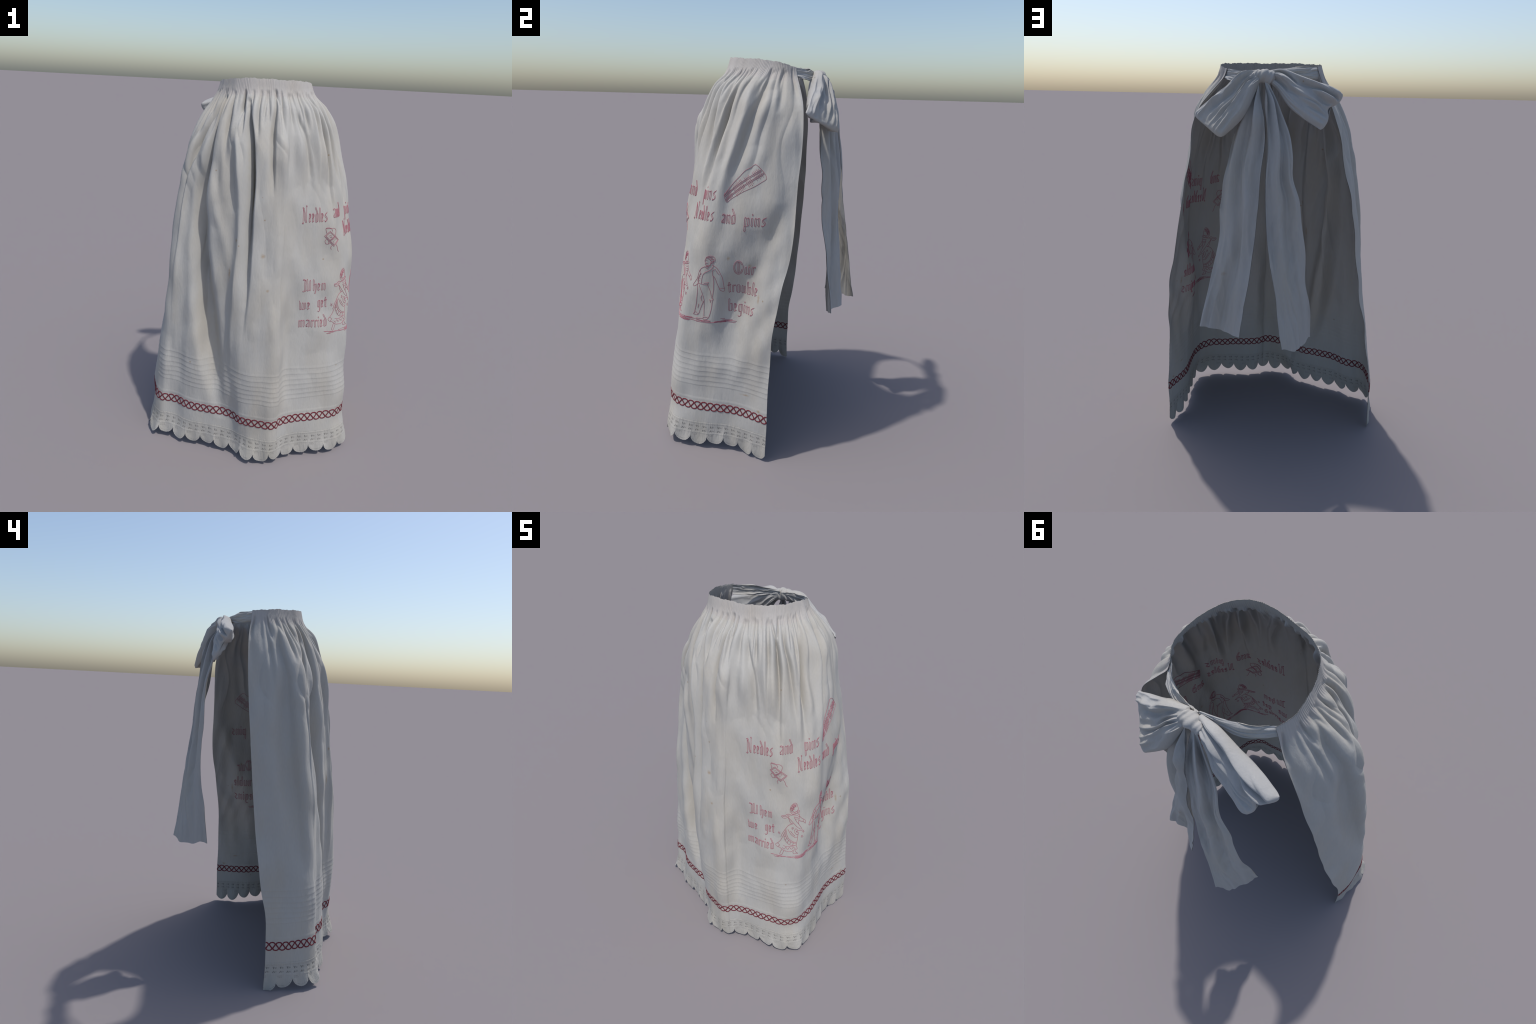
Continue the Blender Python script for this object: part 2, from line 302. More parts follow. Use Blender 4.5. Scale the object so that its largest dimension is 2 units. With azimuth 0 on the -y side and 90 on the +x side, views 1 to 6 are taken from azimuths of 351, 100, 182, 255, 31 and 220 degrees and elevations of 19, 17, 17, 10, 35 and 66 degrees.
RUST = (.30, .20, .10)
LINEN, CREAM = (.418, .408, .384), (.41, .37, .305)
def on_cloth(u, z): return tuple(float(c) for c in cloth(np.array([u]), np.array([z]))[0])
SKIRT_STAINS = [(on_cloth(.412, 1.50), (.05, .05, .30), .45, (.40, .35, .24)),
                (on_cloth(.372, 1.23), (.012, .012, .014), .8, RUST), (on_cloth(.455, 1.17), (.014, .014, .016), .55, RUST),
                (on_cloth(.35, 1.05), (.010, .010, .045), .6, RUST), (on_cloth(.472, 1.0), (.012, .012, .010), .6, RUST),
                (on_cloth(.877, 1.07), (.011, .011, .012), .7, RUST), (on_cloth(.918, 1.035), (.011, .011, .012), .6, RUST),
                (on_cloth(.945, .87), (.010, .010, .05), .55, RUST), (on_cloth(.975, .285), (.012, .012, .012), .8, RUST),
                (on_cloth(.93, .35), (.03, .03, .007), .6, RUST)]
M_SKIRT = cloth_material('washed_linen', LINEN, CREAM, .5, stains=SKIRT_STAINS)
M_WAIST = cloth_material('gathered_linen', (.414, .394, .374), (.40, .36, .31), .5, spots=False)
M_TIE = cloth_material('tie_linen', (.405, .400, .39), (.39, .36, .30), .45, bump=.3, stains=[((.225, .40, 1.03), (.02, .02, .016), .7, RUST)])
M_LACE = cloth_material('cotton_lace', (.41, .395, .365), (.385, .36, .305), .6, weave=500, bump=.5, spots=False)
M_EYELET_SHADE = cloth_material('eyelet_shade', (.22, .213, .20), (.20, .19, .165), .5, weave=500, bump=.5, spots=False)  # darker lace colour standing in for the shade inside the eyelets
M_RED = thread_material('turkey_red_thread', (.110, .015, .024), (.175, .030, .040))
M_PINK = thread_material('faded_red_thread', (.31, .105, .135), (.39, .16, .19))

# =====================================================================================
#  mesh builders
# =====================================================================================
root = bpy.data.objects.new('apron', None)
bpy.context.scene.collection.objects.link(root)
root['label'] = 'long white gathered linen apron with red embroidery and back bow'
root['category'] = 'apron'

def add_mesh(name, verts, faces, mat, parent=None, normals=None, stuff=False):
    me = bpy.data.meshes.new(name)
    me.from_pydata([tuple(v) for v in np.asarray(verts, float).tolist()], [], [tuple(int(i) for i in f) for f in faces])
    me.update()
    me.polygons.foreach_set('use_smooth', np.ones(len(me.polygons), bool))
    if normals is not None:
        me.normals_split_custom_set_from_vertices([tuple(n) for n in np.asarray(normals, float).tolist()])
    me.materials.append(mat)
    ob = bpy.data.objects.new(name, me)
    bpy.context.scene.collection.objects.link(ob)
    ob.parent = parent or root
    if stuff: ob['kind'] = 'stuff'
    return ob

def grid_faces(nu, nv, keep=None):
    i, j = np.meshgrid(np.arange(nu - 1), np.arange(nv - 1), indexing='ij')
    a = i * nv + j
    f = np.stack([a, a + nv, a + nv + 1, a + 1], -1).reshape(-1, 4)
    return f if keep is None else f[keep.reshape(-1)]

def grid_normals(P):
    return unit(np.cross(np.gradient(P, axis=0), np.gradient(P, axis=1)))

def sheet(P, N, half, name, mat, parent=None, keep=None):
    """cloth with thickness: grid P pushed out and in by `half` along N, closed round every open edge"""
    nu, nv = P.shape[:2]; n = nu * nv
    f = grid_faces(nu, nv, keep)
    V = np.concatenate([(P + N * half).reshape(-1, 3), (P - N * half).reshape(-1, 3)])
    NN = np.concatenate([N.reshape(-1, 3), -N.reshape(-1, 3)])
    e = np.concatenate([f[:, [0, 1]], f[:, [1, 2]], f[:, [2, 3]], f[:, [3, 0]]])
    key = np.sort(e, 1); code = key[:, 0].astype(np.int64) * n + key[:, 1]
    _, idx, cnt = np.unique(code, return_index=True, return_counts=True)
    b = e[idx[cnt == 1]]
    rim = np.stack([b[:, 1], b[:, 0], b[:, 0] + n, b[:, 1] + n], 1)
    faces = np.concatenate([f, f[:, ::-1] + n, rim])
    used = np.zeros(2 * n, bool); used[faces.ravel()] = True
    remap = np.cumsum(used) - 1
    return add_mesh(name, V[used], remap[faces], mat, parent, NN[used])

# ---- skirt panel and waistband: one grid, cut along a row ---------------------------------
NU = 860
U = np.linspace(0, 1, NU)
rows = np.concatenate([np.arange(.150, .33, .0065), np.arange(.33, .565, .0026), np.arange(.565, 1.5, .0075),
                       np.arange(1.5, 1.85, .0055), np.arange(1.85, 2.0, .0035), [2.0]])
cut = int(np.argmin(np.abs(rows - 1.925)))
UU, ZZ = np.meshgrid(U, rows, indexing='ij')
ZZ = ZZ + (waist_top(UU) - 2.0) * sstep(1.6, 2.0, ZZ)
P = cloth(UU, ZZ); N = grid_normals(P)
HALF = .0013
skirt = sheet(P[:, :cut + 1], N[:, :cut + 1], HALF, 'skirt_panel', M_SKIRT)
sheet(P[:, cut:], N[:, cut:], HALF, 'waistband', M_WAIST)

# ---- lace hem -------------------------------------------------------------------------
NUL, NVL = 1500, 74
UL = np.linspace(0, 1, NUL); VL = np.linspace(0, 1, NVL)
N_SCALLOP = 23.7; PHASE = .0314
def lace_edge(u):
    t = np.mod((u - PHASE) * N_SCALLOP, 1.0)
    k = np.floor((u - PHASE) * N_SCALLOP)
    low = .027 + .006 * np.sin(k * 2.3 + 1.0) - .023 * (sstep(.90, .97, u) + sstep(.08, .03, u))
    picot = .0022 * np.abs(np.sin(t * np.pi * 9))
    return low + .060 * (1 - np.sqrt(1 - (2 * t - 1) ** 2 * .90)) - picot
LU, LV = np.meshgrid(UL, VL, indexing='ij')
ZTOP_LACE = .156
edge = lace_edge(LU); LZ = ZTOP_LACE + (edge - ZTOP_LACE) * LV
LZ = np.maximum(LZ, .0012)
LZ = LZ[:, ::-1]; LVr = LV[:, ::-1]
PL = cloth(LU, LZ)
NL0 = hull_normal(LU, LZ)
# gathered ripple of the frill, growing towards the scallops, and the raised entre-deux rows
t_sc = np.mod((LU - PHASE) * N_SCALLOP, 1.0)
rip = (.0050 * np.cos(2 * np.pi * t_sc + .5) + .0035 * np.sin(2 * np.pi * LU * 9.3 + 1.0)) * LVr ** 1.5
row = .0008 * np.exp(-((LZ - .148) / .003) ** 2) + .0007 * np.exp(-((LZ - .089) / .004) ** 2)
PL = PL + NL0 * (rip + row + .0008)[..., None]
# openwork: eyelets are cut out, then filled by added dark patches
keep = np.ones((NUL - 1, NVL - 1), bool)
uc = (LU[:-1, :-1] + LU[1:, 1:]) / 2 * LEN_HEM; zc = (LZ[:-1, :-1] + LZ[1:, 1:]) / 2
PITCH = .0373
def slits(z0, sizes, offs, slant):
    global keep
    k = np.mod(uc + slant * (zc - z0), PITCH)
    for (w, h), o in zip(sizes, offs):
        keep &= ~((((k - o) / w) ** 2 + ((zc - z0) / h) ** 2) < 1)
slits(.126, [(.0030, .0072), (.0020, .0058), (.0012, .0038)], [.008, .0165, .0225], .35)
slits(.103, [(.0028, .0062), (.0021, .0052), (.0012, .0034)], [.007, .0155, .0225], -.45)
ts = np.mod((uc / LEN_HEM - PHASE) * N_SCALLOP, 1.0)
for k in range(4):                          # rows of pinholes on each scallop shoulder
    for r in range(2):
        keep &= ~((((ts - (.10 + .075 * k + .03 * r)) * .083 / .0014) ** 2 + ((zc - (.080 - .007 * r)) / .0018) ** 2) < 1)
ec = (edge[:-1, ::-1][:, :-1] + edge[1:, ::-1][:, 1:]) / 2
keep &= ~((np.abs(zc - ec - .010) < .0016) & (np.abs(np.mod(ts * 13, 1) - .5) < .16))
keep &= ~((np.abs(zc - .1405) < .0009) & (np.mod(uc, .0062) < .0014))
lace = sheet(PL, grid_normals(PL), .0011, 'lace_trim', M_LACE, keep=keep)
eyelet_fill = sheet(PL, grid_normals(PL), .0004, 'eyelet_shade_fill', M_EYELET_SHADE, lace, keep=~keep)      # added patches plugging the eyelets, their shade put into the colour
eyelet_fill['kind'] = 'stuff'

# =====================================================================================
#  embroidery: threads laid on the cloth, showing on both faces
# =====================================================================================
def resample(pts, step):
    pts = np.asarray(pts, float)
    t, L = arc(pts * np.array([1.8, 1.0]))
    n = max(2, int(math.ceil(L / step)) + 1)
    s = np.linspace(0, 1, n)
    return np.stack([np.interp(s, t, pts[:, 0]), np.interp(s, t, pts[:, 1])], 1)

def smooth_poly(pts, k=5):
    pts = np.asarray(pts, float)
    if len(pts) < 3: return pts
    t = np.arange(len(pts)); s = np.linspace(0, len(pts) - 1, (len(pts) - 1) * k + 1)
    return spline(s, t, pts)

def stitches(name, lines, radius, mat, parent=None, step=.004, sides=6, wobble=0.0):
    """tubes along (u, z) polylines, slightly flattened onto the cloth"""
    V, F, base = [], [], 0
    sizes = []; pts = []
    for l in lines:
        q = resample(l, step); sizes.append(len(q)); pts.append(q)
    A = np.concatenate(pts)
    A[:, 0] = np.clip(A[:, 0], .0005, .9995)
    C = cloth(A[:, 0], A[:, 1])
    e = .0015
    Nn = unit(np.cross(cloth(np.clip(A[:, 0] + e, 0, 1), A[:, 1]) - cloth(np.clip(A[:, 0] - e, 0, 1), A[:, 1]),
                       cloth(A[:, 0], A[:, 1] + e) - cloth(A[:, 0], A[:, 1] - e)))
    o = 0
    for n in sizes:
        c = C[o:o + n]; nn = Nn[o:o + n]; o += n
        T = unit(np.gradient(c, axis=0)); S = unit(np.cross(nn, T))
        rr = radius * (1 + wobble * np.sin(np.arange(n) * 2.1))
        for k in range(sides):
            a = 2 * np.pi * k / sides
            V.append(c + (S * math.cos(a) * rr[:, None]) + nn * math.sin(a) * max(radius * .9, HALF + .0018))
        b = base
        for i in range(n - 1):
            for k in range(sides):
                k2 = (k + 1) % sides
                F.append((b + k * n + i, b + k2 * n + i, b + k2 * n + i + 1, b + k * n + i + 1))
        F.append(tuple(b + k * n for k in range(sides))[::-1]); F.append(tuple(b + k * n + n - 1 for k in range(sides)))
        base += sides * n
    return add_mesh(name, np.concatenate(V), F, mat, parent)

# ---- border: a bulbous meander whose loops kiss each other into little hearts --------------
N_LOOP = 55; BZ = .2475; BH = .0195
t = np.linspace(0, N_LOOP * 2 * np.pi, N_LOOP * 44)
pitch = 1.0 / N_LOOP
mz = BZ + BH * np.cos(t) * (1 + .10 * np.cos(2 * t))
mu = t / (2 * np.pi) * pitch + pitch * .285 * np.sin(2 * t)
border = stitches('embroidered_border', [np.stack([mu, mz], 1)], .0042, M_RED, step=.0026, wobble=.22)

# ---- blackletter lettering: every letter is drawn as the outline of a broad-nib stroke --------
NIB = .105
def stem(x, y0, y1, w=NIB, lean=0.0):
    return [(x - w, y0 + .10), (x, y0 - .02), (x + w, y0 + .10), (x + w + lean, y1 - .10), (x + lean, y1 + .02), (x - w + lean, y1 - .10), (x - w, y0 + .10)]
def pen(path, n=(.085, .06)):
    a = [(x - n[0], y - n[1]) for x, y in path]; b = [(x + n[0], y + n[1]) for x, y in path]
    return a + b[::-1] + a[:1]
def diamond(x, y, r=.09):
    return [(x - r, y), (x, y + r * 1.2), (x + r, y), (x, y - r * 1.2), (x - r, y)]
G = {
 'n': (.92, [stem(.22, 0, 1), stem(.68, 0, 1), [(.3, .82), (.68, 1.0)]]),
 'i': (.46, [stem(.22, 0, 1), diamond(.24, 1.32)]),
 'm': (1.36, [stem(.22, 0, 1), stem(.66, 0, 1), stem(1.10, 0, 1), [(.3, .82), (.66, 1)], [(.74, .82), (1.1, 1)]]),
 'u': (.92, [stem(.22, 0, 1), stem(.68, 0, 1), [(.22, .02), (.6, .2)]]),
 'r': (.66, [stem(.22, 0, 1), pen([(.32, .82), (.48, .98), (.62, .86)], (.04, .06))]),
 'e': (.74, [stem(.22, 0, 1), pen([(.24, .95), (.52, .80), (.50, .62), (.26, .46)], (.03, .06)), [(.22, .02), (.58, .18)]]),
 'd': (.90, [stem(.22, 0, .92), pen([(.62, .10), (.66, .85), (.12, 1.62)], (.085, .03)), [(.22, .0), (.60, .08)], [(.24, .92), (.6, 1.02)]]),
 'l': (.46, [stem(.22, 0, 1.62)]),
 's': (.80, [pen([(.62, .98), (.26, .86), (.24, .66), (.60, .40), (.58, .16), (.20, .04)], (.07, .055)), [(.58, .98), (.74, 1.08)], [(.20, .04), (.12, .2)]]),
 'a': (.90, [stem(.66, 0, 1), pen([(.28, .12), (.20, .32), (.58, .58)], (.075, .06)), pen([(.18, .92), (.40, 1.0), (.62, .88)], (.03, .06)), [(.28, .06), (.58, .16)]]),
 'p': (.92, [stem(.22, -.62, 1.05), stem(.68, .06, .96), [(.3, .86), (.68, 1)], [(.10, .02), (.68, .06)]]),
 'h': (.92, [stem(.22, 0, 1.55), pen([(.32, .82), (.66, .96), (.70, .4), (.50, -.40)], (.08, .03))]),
 'w': (1.30, [stem(.22, .02, 1.0, lean=-.06), stem(.62, .02, 1.0), stem(1.04, .06, 1.0), [(.22, 0), (.54, .16)], [(.62, 0), (1.0, .12)], [(.16, 1.0), (.02, 1.28)]]),
 'g': (.90, [stem(.22, .08, .96), pen([(.64, 1.0), (.66, .2), (.58, -.40), (.30, -.56)], (.085, .03)), [(.30, -.56), (.04, -.40)], [(.24, .98), (.6, 1.0)], [(.24, .06), (.6, .16)]]),
 't': (.66, [stem(.30, 0, 1.40), pen([(.06, .96), (.58, 1.02)], (.02, .05)), [(.30, .0), (.54, .14)]]),
 'b': (.92, [stem(.22, .04, 1.58), stem(.68, .06, .96), [(.3, .84), (.68, 1)], [(.22, .0), (.66, .06)]]),
 'o': (.90, [stem(.22, .06, .94), stem(.66, .06, .94), [(.22, .98), (.62, 1.02)], [(.22, .02), (.64, .0)]]),
 'N': (1.45, [[(.18, 1.62), (.20, .0)], [(.0, -.06), (.14, .04), (.28, -.06), (.42, .06), (.30, -.12), (.0, -.06)],
              pen([(.12, 1.66), (.34, 1.56), (.56, 1.0), (.66, .30), (.96, .02)], (.09, .03)), [(.98, .02), (1.0, 1.72)], [(.86, 1.82), (.98, 1.70), (1.16, 1.74), (1.0, 1.88), (.86, 1.82)]]),
 'W': (1.9, [stem(.45, .04, 1.6), stem(.95, .04, 1.66, lean=-.12), stem(1.45, .04, 1.5), pen([(.0, 1.62), (.30, 1.60), (.45, 1.45)], (.02, .05)),
             [(.20, .14), (.0, .02), (.2, -.04), (.45, .04)], [(.45, .02), (.9, .22)], [(.95, .02), (1.4, .2)]]),
 'O': (1.6, [[(.78 + .68 * math.cos(a), .82 + .84 * math.sin(a)) for a in np.linspace(0, 2 * math.pi, 25)],
             [(.78 + .50 * math.cos(a), .82 + .70 * math.sin(a)) for a in np.linspace(.5, 2 * math.pi - .2, 22)],
             stem(.80, .20, 1.5, .09)]),
}
def word(text, u0, u1, z0, xh, slope=0.0):
    total = sum(G[c][0] for c in text)
    sx = (u1 - u0) / total; lines = []; x = 0
    for c in text:
        adv, strokes = G[c]
        for s in strokes:
            lines.append([(u0 + (x + px) * sx, z0 + py * xh + slope * (x + px) / total) for px, py in s])
        x += adv
    return stitches('embroidered_word', lines, .0014, M_PINK, step=.005, sides=5)

word('Needles', .584, .672, 1.326, .046)
word('and',     .690, .733, 1.342, .046)
word('pins',    .772, .831, 1.342, .044)
word('Needles', .745, .832, 1.243, .044)
word('and',     .851, .889, 1.238, .044)
word('pins',    .902, .940, 1.232, .042)
word('When',    .592, .667, .968, .040)
word('we',      .585, .619, .868, .040)
word('get',     .640, .673, .874, .040)
word('married', .584, .672, .770, .040)
word('Our',     .886, .930, .986, .044)
word('trouble', .873, .942, .883, .042)
word('begins',  .873, .940, .782, .042)

# ---- picture embroidery, drawn in its own units and mapped to the cloth ----------------------
def place(lines, x0, x1, ua, ub, y0, y1, za, zb, k=4):
    out = []
    for l in lines:
        q = smooth_poly(l, k)
        out.append(np.stack([ua + (q[:, 0] - x0) / (x1 - x0) * (ub - ua), za + (q[:, 1] - y0) / (y1 - y0) * (zb - za)], 1))
    return out
def flower(x, y, r=3.0, n=5):
    return [[(x + .25 * r * math.cos(a), y + .25 * r * math.sin(a)), (x + r * math.cos(a), y + r * math.sin(a))] for a in np.linspace(.3, .3 + 2 * math.pi, n, endpoint=False)]

girl = [  # units: tenths of a drawing grid, y down
 [(112,41),(112,35),(115,29),(120,25),(124,24),(128,27),(130,32),(131,37),(129,40),(126,42)],
 [(113,38),(116,31),(121,26)], [(114,41),(118,33),(123,27)], [(116,41),(120,34),(126,27)], [(113,35),(119,29)], [(115,36),(122,29),(127,29)],
 [(117,28),(121,31),(118,34),(122,36),(116,38),(120,41)], [(120,26),(124,28),(122,33),(125,30)], [(114,32),(117,36),(114,40)], [(124,32),(127,32)],
 [(111,42),(117,43),(123,42),(130,41),(135,41),(133,44),(128,45),(121,47),(114,48),(111,46)], [(114,44),(119,47),(122,43),(126,46),(130,42)],
 [(111,46),(106,46),(100,49),(94,49),(93,51),(96,54),(103,54),(108,51),(112,49)], [(95,51),(102,51),(109,48)],
 [(107,52),(110,58),(113,65),(118,66)], [(132,46),(134,52),(132,60),(131,67)], [(120,50),(127,50),(133,48)], [(121,53),(127,54),(134,52)], [(123,57),(132,57)],
 [(134,52),(139,57),(145,61),(150,65),(150,70),(147,69),(143,65),(137,63),(131,60)], [(145,61),(143,65)],
 [(107,52),(113,58),(120,66),(128,74),(135,79)], [(121,53),(126,62),(132,69),(138,78),(139,82),(133,81),(126,83)],
 [(118,66),(109,69),(103,75),(97,83),(93,90),(91,95)], [(103,78),(98,88),(94,96),(90,103),(84,109),(79,112),(79,115),(83,118),(88,119),(93,122)],
 [(93,122),(98,125),(105,126),(113,126),(119,122),(125,121),(126,118),(124,113),(126,105),(128,95),(130,85)],
 [(103,80),(104,88),(107,96),(112,101),(118,105),(124,106)], [(101,81),(101,89),(104,97),(110,103),(117,107),(124,108)], [(99,85),(98,95),(101,103),(106,109),(112,112),(119,113),(125,111)],
 [(107,78),(112,87),(118,93),(123,96),(127,95)], [(112,81),(117,88),(122,93)], [(103,92),(99,94)], [(105,97),(101,101)], [(109,101),(105,107)], [(113,104),(111,110)], [(118,106),(117,112)],
 [(94,118),(98,122),(102,117),(106,122),(110,117),(114,121),(118,116),(122,120)], [(83,110),(88,114),(84,117)], [(96,114),(104,116),(112,115),(121,113)],
 [(93,122),(90,128),(88,134),(91,136),(94,132),(97,125)], [(118,124),(117,129),(122,130),(127,130),(123,127),(121,122)],
 [(121,82),(124,77),(128,80),(125,84),(130,86),(127,90),(122,86),(121,82)]]
for fx, fy in ((117,76), (87,87), (142,85), (138,95)): girl += flower(fx, fy)
stitches('embroidered_woman', place(girl, 79, 150, .676, .768, 136, 24, .739, 1.070), .0014, M_PINK, step=.005, sides=5)

man = [
 [(54,21),(57,19),(61,18),(65,19),(68,22),(68,26),(65,28),(66,30),(62,31),(60,32)], [(54,21),(57,22),(60,24),(62,27),(65,28)], [(57,20),(61,21),(65,24)], [(55,22),(59,20),(64,21)], [(60,25),(64,23),(67,24)], [(61,30),(64,28),(66,25)],
 [(54,21),(53,24),(52,27),(54,29),(53,32),(55,34),(58,34),(61,33)], [(60,29),(62,30),(61,32)], [(54,25),(56,25)], [(53,30),(57,30)],
 [(54,35),(57,36),(61,34)], [(53,37),(56,39),(58,36),(55,35),(53,37)], [(64,33),(65,36),(61,41),(60,42),(53,46),(49,50),(47,57),(46,66)],
 [(52,36),(46,40),(44,44),(45,48),(43,52)], [(46,40),(42,46),(40,52),(38,58),(34,64),(30,70),(30,73),(34,72),(38,69),(40,66),(39,62),(41,56),(46,49)],
 [(43,52),(41,60),(40,67)], [(44,54),(45,54)], [(43,58),(44,58)], [(42,62),(43,62)], [(39,67),(46,67),(56,67),(58,63)], [(50,65),(56,64),(58,63)],
 [(64,33),(70,37),(74,42),(77,48),(80,56),(81,66),(82,74),(82,78),(80,79),(76,76),(75,73),(72,66),(69,57),(67,53)], [(75,74),(79,73),(82,74)],
 [(67,53),(65,52),(64,46),(65,42),(69,40)], [(65,52),(66,60),(66,72),(65,83),(64,88),(66,93),(64,93)], [(56,67),(58,72),(61,80),(62,87),(64,92)],
 [(39,67),(39,78),(38,90),(36,104),(33,116),(32,120),(29,122),(33,123),(39,122),(42,117),(46,105),(50,96)],
 [(42,69),(46,80),(49,90),(50,96),(50,110),(50,124)], [(64,93),(63,105),(61,116),(58,125),(54,129),(49,130),(49,126),(56,125)],
 [(46,87),(45,93),(47,98)], [(59,93),(61,99),(60,96),(62,94)], [(41,103),(39,110)], [(70,42),(72,46),(75,49)], [(33,116),(39,122)]]
stitches('embroidered_man', place(man, 29.5, 82, .780, .866, 130, 18, .739, 1.078), .0014, M_PINK, step=.005, sides=5)

packet = [
 [(79,107),(94,95)], [(94,95),(124,120)], [(124,120),(107,135)], [(107,135),(79,107)], [(83,107),(94,98)], [(94,98),(120,120)], [(120,120),(107,131)], [(107,131),(83,107)],
 [(110,109),(97,119)], [(108,108),(95,118)], [(85,100),(82,88),(88,86),(95,87),(100,92),(101,96)], [(83,88),(95,88),(105,88),(111,92),(112,98),(109,107)],
 [(85,115),(81,120),(84,127),(91,128),(97,125)], [(91,121),(91,128)], [(102,132),(98,137),(100,143)], [(114,131),(118,137),(120,145),(124,151)]]
for _ in range(16):
    s, q = rng.uniform(.15, .85, 2)
    x, y = 94 + s * 26 - q * 13, 98 + s * 22 + q * 11
    packet.append([(x, y), (x + rng.uniform(.8, 1.8), y + rng.uniform(-1, 1))])
stitches('embroidered_needle_case', place(packet, 79, 124, .6617, .7118, 135, 95, 1.198, 1.278), .0014, M_PINK, step=.004, sides=5)

paper = [[(85,72),(89,79),(94,84),(104,77),(116,70),(127,63),(143,54),(155,45),(161,40),(158,32),(150,23),(140,15),(134,20),(124,26),(115,37),(108,44),(99,54),(90,65),(85,72)],
         [(86,72),(150,24)], [(87,74),(151,26)], [(90,79),(155,29)], [(91,81),(156,31)]]
ax = np.array([64, -48.]) / 80; nx = np.array([.6, .8])
for g0, g1, ups, downs in ((2, 16, 5, 6), (24, 43, 7, 9), (50, 60, 6, 8), (66, 78, 5, 6)):       # rows of pins stuck through the paper
    for s in np.arange(g0, g1, 2.7):
        p = np.array([86, 72.]) + ax * s
        paper.append([tuple(p - nx * ups * rng.uniform(.4, 1)), tuple(p)]); paper.append([tuple(p + nx * 2.5), tuple(p + nx * 7)])
        paper.append([tuple(p + nx * 9), tuple(p + nx * (9 + downs * rng.uniform(.4, 1)))])
stitches('embroidered_pin_paper', place(paper, 85, 161, .852, .9323, 84, 15, 1.338, 1.517, k=2), .0012, M_PINK, step=.005, sides=5)

ground = []
for _ in range(44):                        # broken strokes of shadow under the dancers' feet
    c = rng.choice([.67, .70, .725, .75, .785, .815, .855]); l = rng.uniform(.010, .030); a = c + rng.uniform(-.015, .015)
    z = .733 + rng.normal(0, .0065)
    ground.append([(a, z), (a + l, z + rng.uniform(-.003, .003))])
ground += [[(.66, .742), (.70, .731), (.76, .727)], [(.76, .73), (.80, .724), (.85, .726), (.893, .724)]]
stitches('embroidered_ground', ground, .0014, M_PINK, step=.006, sides=5)

# =====================================================================================
#  tie: straps, knot, bow loops, tails
# =====================================================================================
def ribbon(name, left, right, n, m, wave, parent=None, half=.0015, bow=None, mat=M_TIE, ragged=0.0, start=.0):
    """strip ruled between two edge curves; wave(s, t) lifts it off the ruling, bow(s, t) adds a vector"""
    left = np.asarray(left, float); right = np.asarray(right, float)
    s = np.linspace(0, 1, n)
    A = spline(s, arc(left)[0], left); B = spline(s, arc(right)[0], right)
    t = np.linspace(0, 1, m)
    Pq = A[:, None] * (1 - t)[None, :, None] + B[:, None] * t[None, :, None]
    S, T = np.meshgrid(s, t, indexing='ij')
    Nq = grid_normals(Pq)
    Pq = Pq + Nq * wave(S, T)[..., None]
    if bow is not None: Pq = Pq + bow(S, T)
    return sheet(Pq, grid_normals(Pq), half, name, mat, parent)

# tails hang from under the knot; edges measured as curves (x, y, z)
tail_r_in = [(.075,.283,1.895),(.062,.335,1.80),(.046,.367,1.738),(.040,.377,1.643),(.055,.400,1.506),(.063,.410,1.393),(.077,.415,1.276),(.090,.426,1.151),(.106,.440,1.007),(.124,.452,.907),(.148,.470,.734)]
tail_r_out = [(.088,.275,1.895),(.132,.296,1.80),(.168,.304,1.73),(.190,.310,1.669),(.222,.323,1.541),(.244,.335,1.418),(.256,.341,1.299),(.256,.347,1.208),(.270,.367,1.119),(.299,.387,.988),(.322,.402,.870),(.345,.414,.762)]
tail_l_in = [(.050,.286,1.893),(.040,.345,1.80),(.030,.378,1.71),(.024,.397,1.611),(.032,.414,1.474),(.030,.423,1.331),(.019,.444,1.189),(-.003,.470,1.061),(-.027,.488,.952),(-.033,.496,.876),(-.060,.525,.709)]
tail_l_out = [(.034,.280,1.893),(-.005,.300,1.80),(-.035,.315,1.73),(-.056,.327,1.676),(-.077,.355,1.581),(-.083,.366,1.484),(-.119,.381,1.386),(-.133,.391,1.277),(-.152,.395,1.157),(-.164,.393,.992),(-.184,.377,.896),(-.191,.350,.700)]

def tail_wave(k, ph):
    def f(s, t):
        fan = sstep(0, .10, s)
        return fan * ((.016 * (1 - s) ** 1.1 + .004) * np.sin(2 * np.pi * (2.1 * t + .30 * s) + ph + 1.5 * noise2(2 * t + k, 3 * s))
                + .020 * (1 - .75 * s) * crease(5.5 * t + 1.2 * noise2(2 * t, 4 * s + k) + k, 3.2 * s)
                + .006 * crease(3 * t + 9 * k, 11 * s + 4 * t) * sstep(.2, .5, s) + .003 * noise2(14 * t, 9 * s))
    return f
def fold_in(s, t):          # the right tail is creased lengthwise and its middle sinks toward the skirt
    v = np.maximum(0, 1 - np.abs(t - .48) / .5)
    a = .055 * sstep(.45, 1.0, s) * v
    return np.stack([a * .15, -a, -.012 * sstep(.8, 1, s) * v], -1)
def curl(s, t):
    a = .016 * np.sin(np.pi * t) * sstep(.55, 1, s)
    z = -.020 * sstep(.9, 1, s) * np.sin(np.pi * np.clip(t * 1.2, 0, 1)) + .004 * np.sin(17 * t) * sstep(.93, 1, s)
    return np.stack([-a, a, z], -1)
ribbon('tie_tail', tail_r_in, tail_r_out, 300, 60, tail_wave(1, .6), bow=fold_in)
ribbon('tie_tail', tail_l_in, tail_l_out, 300, 60, tail_wave(3, 2.2), bow=curl)

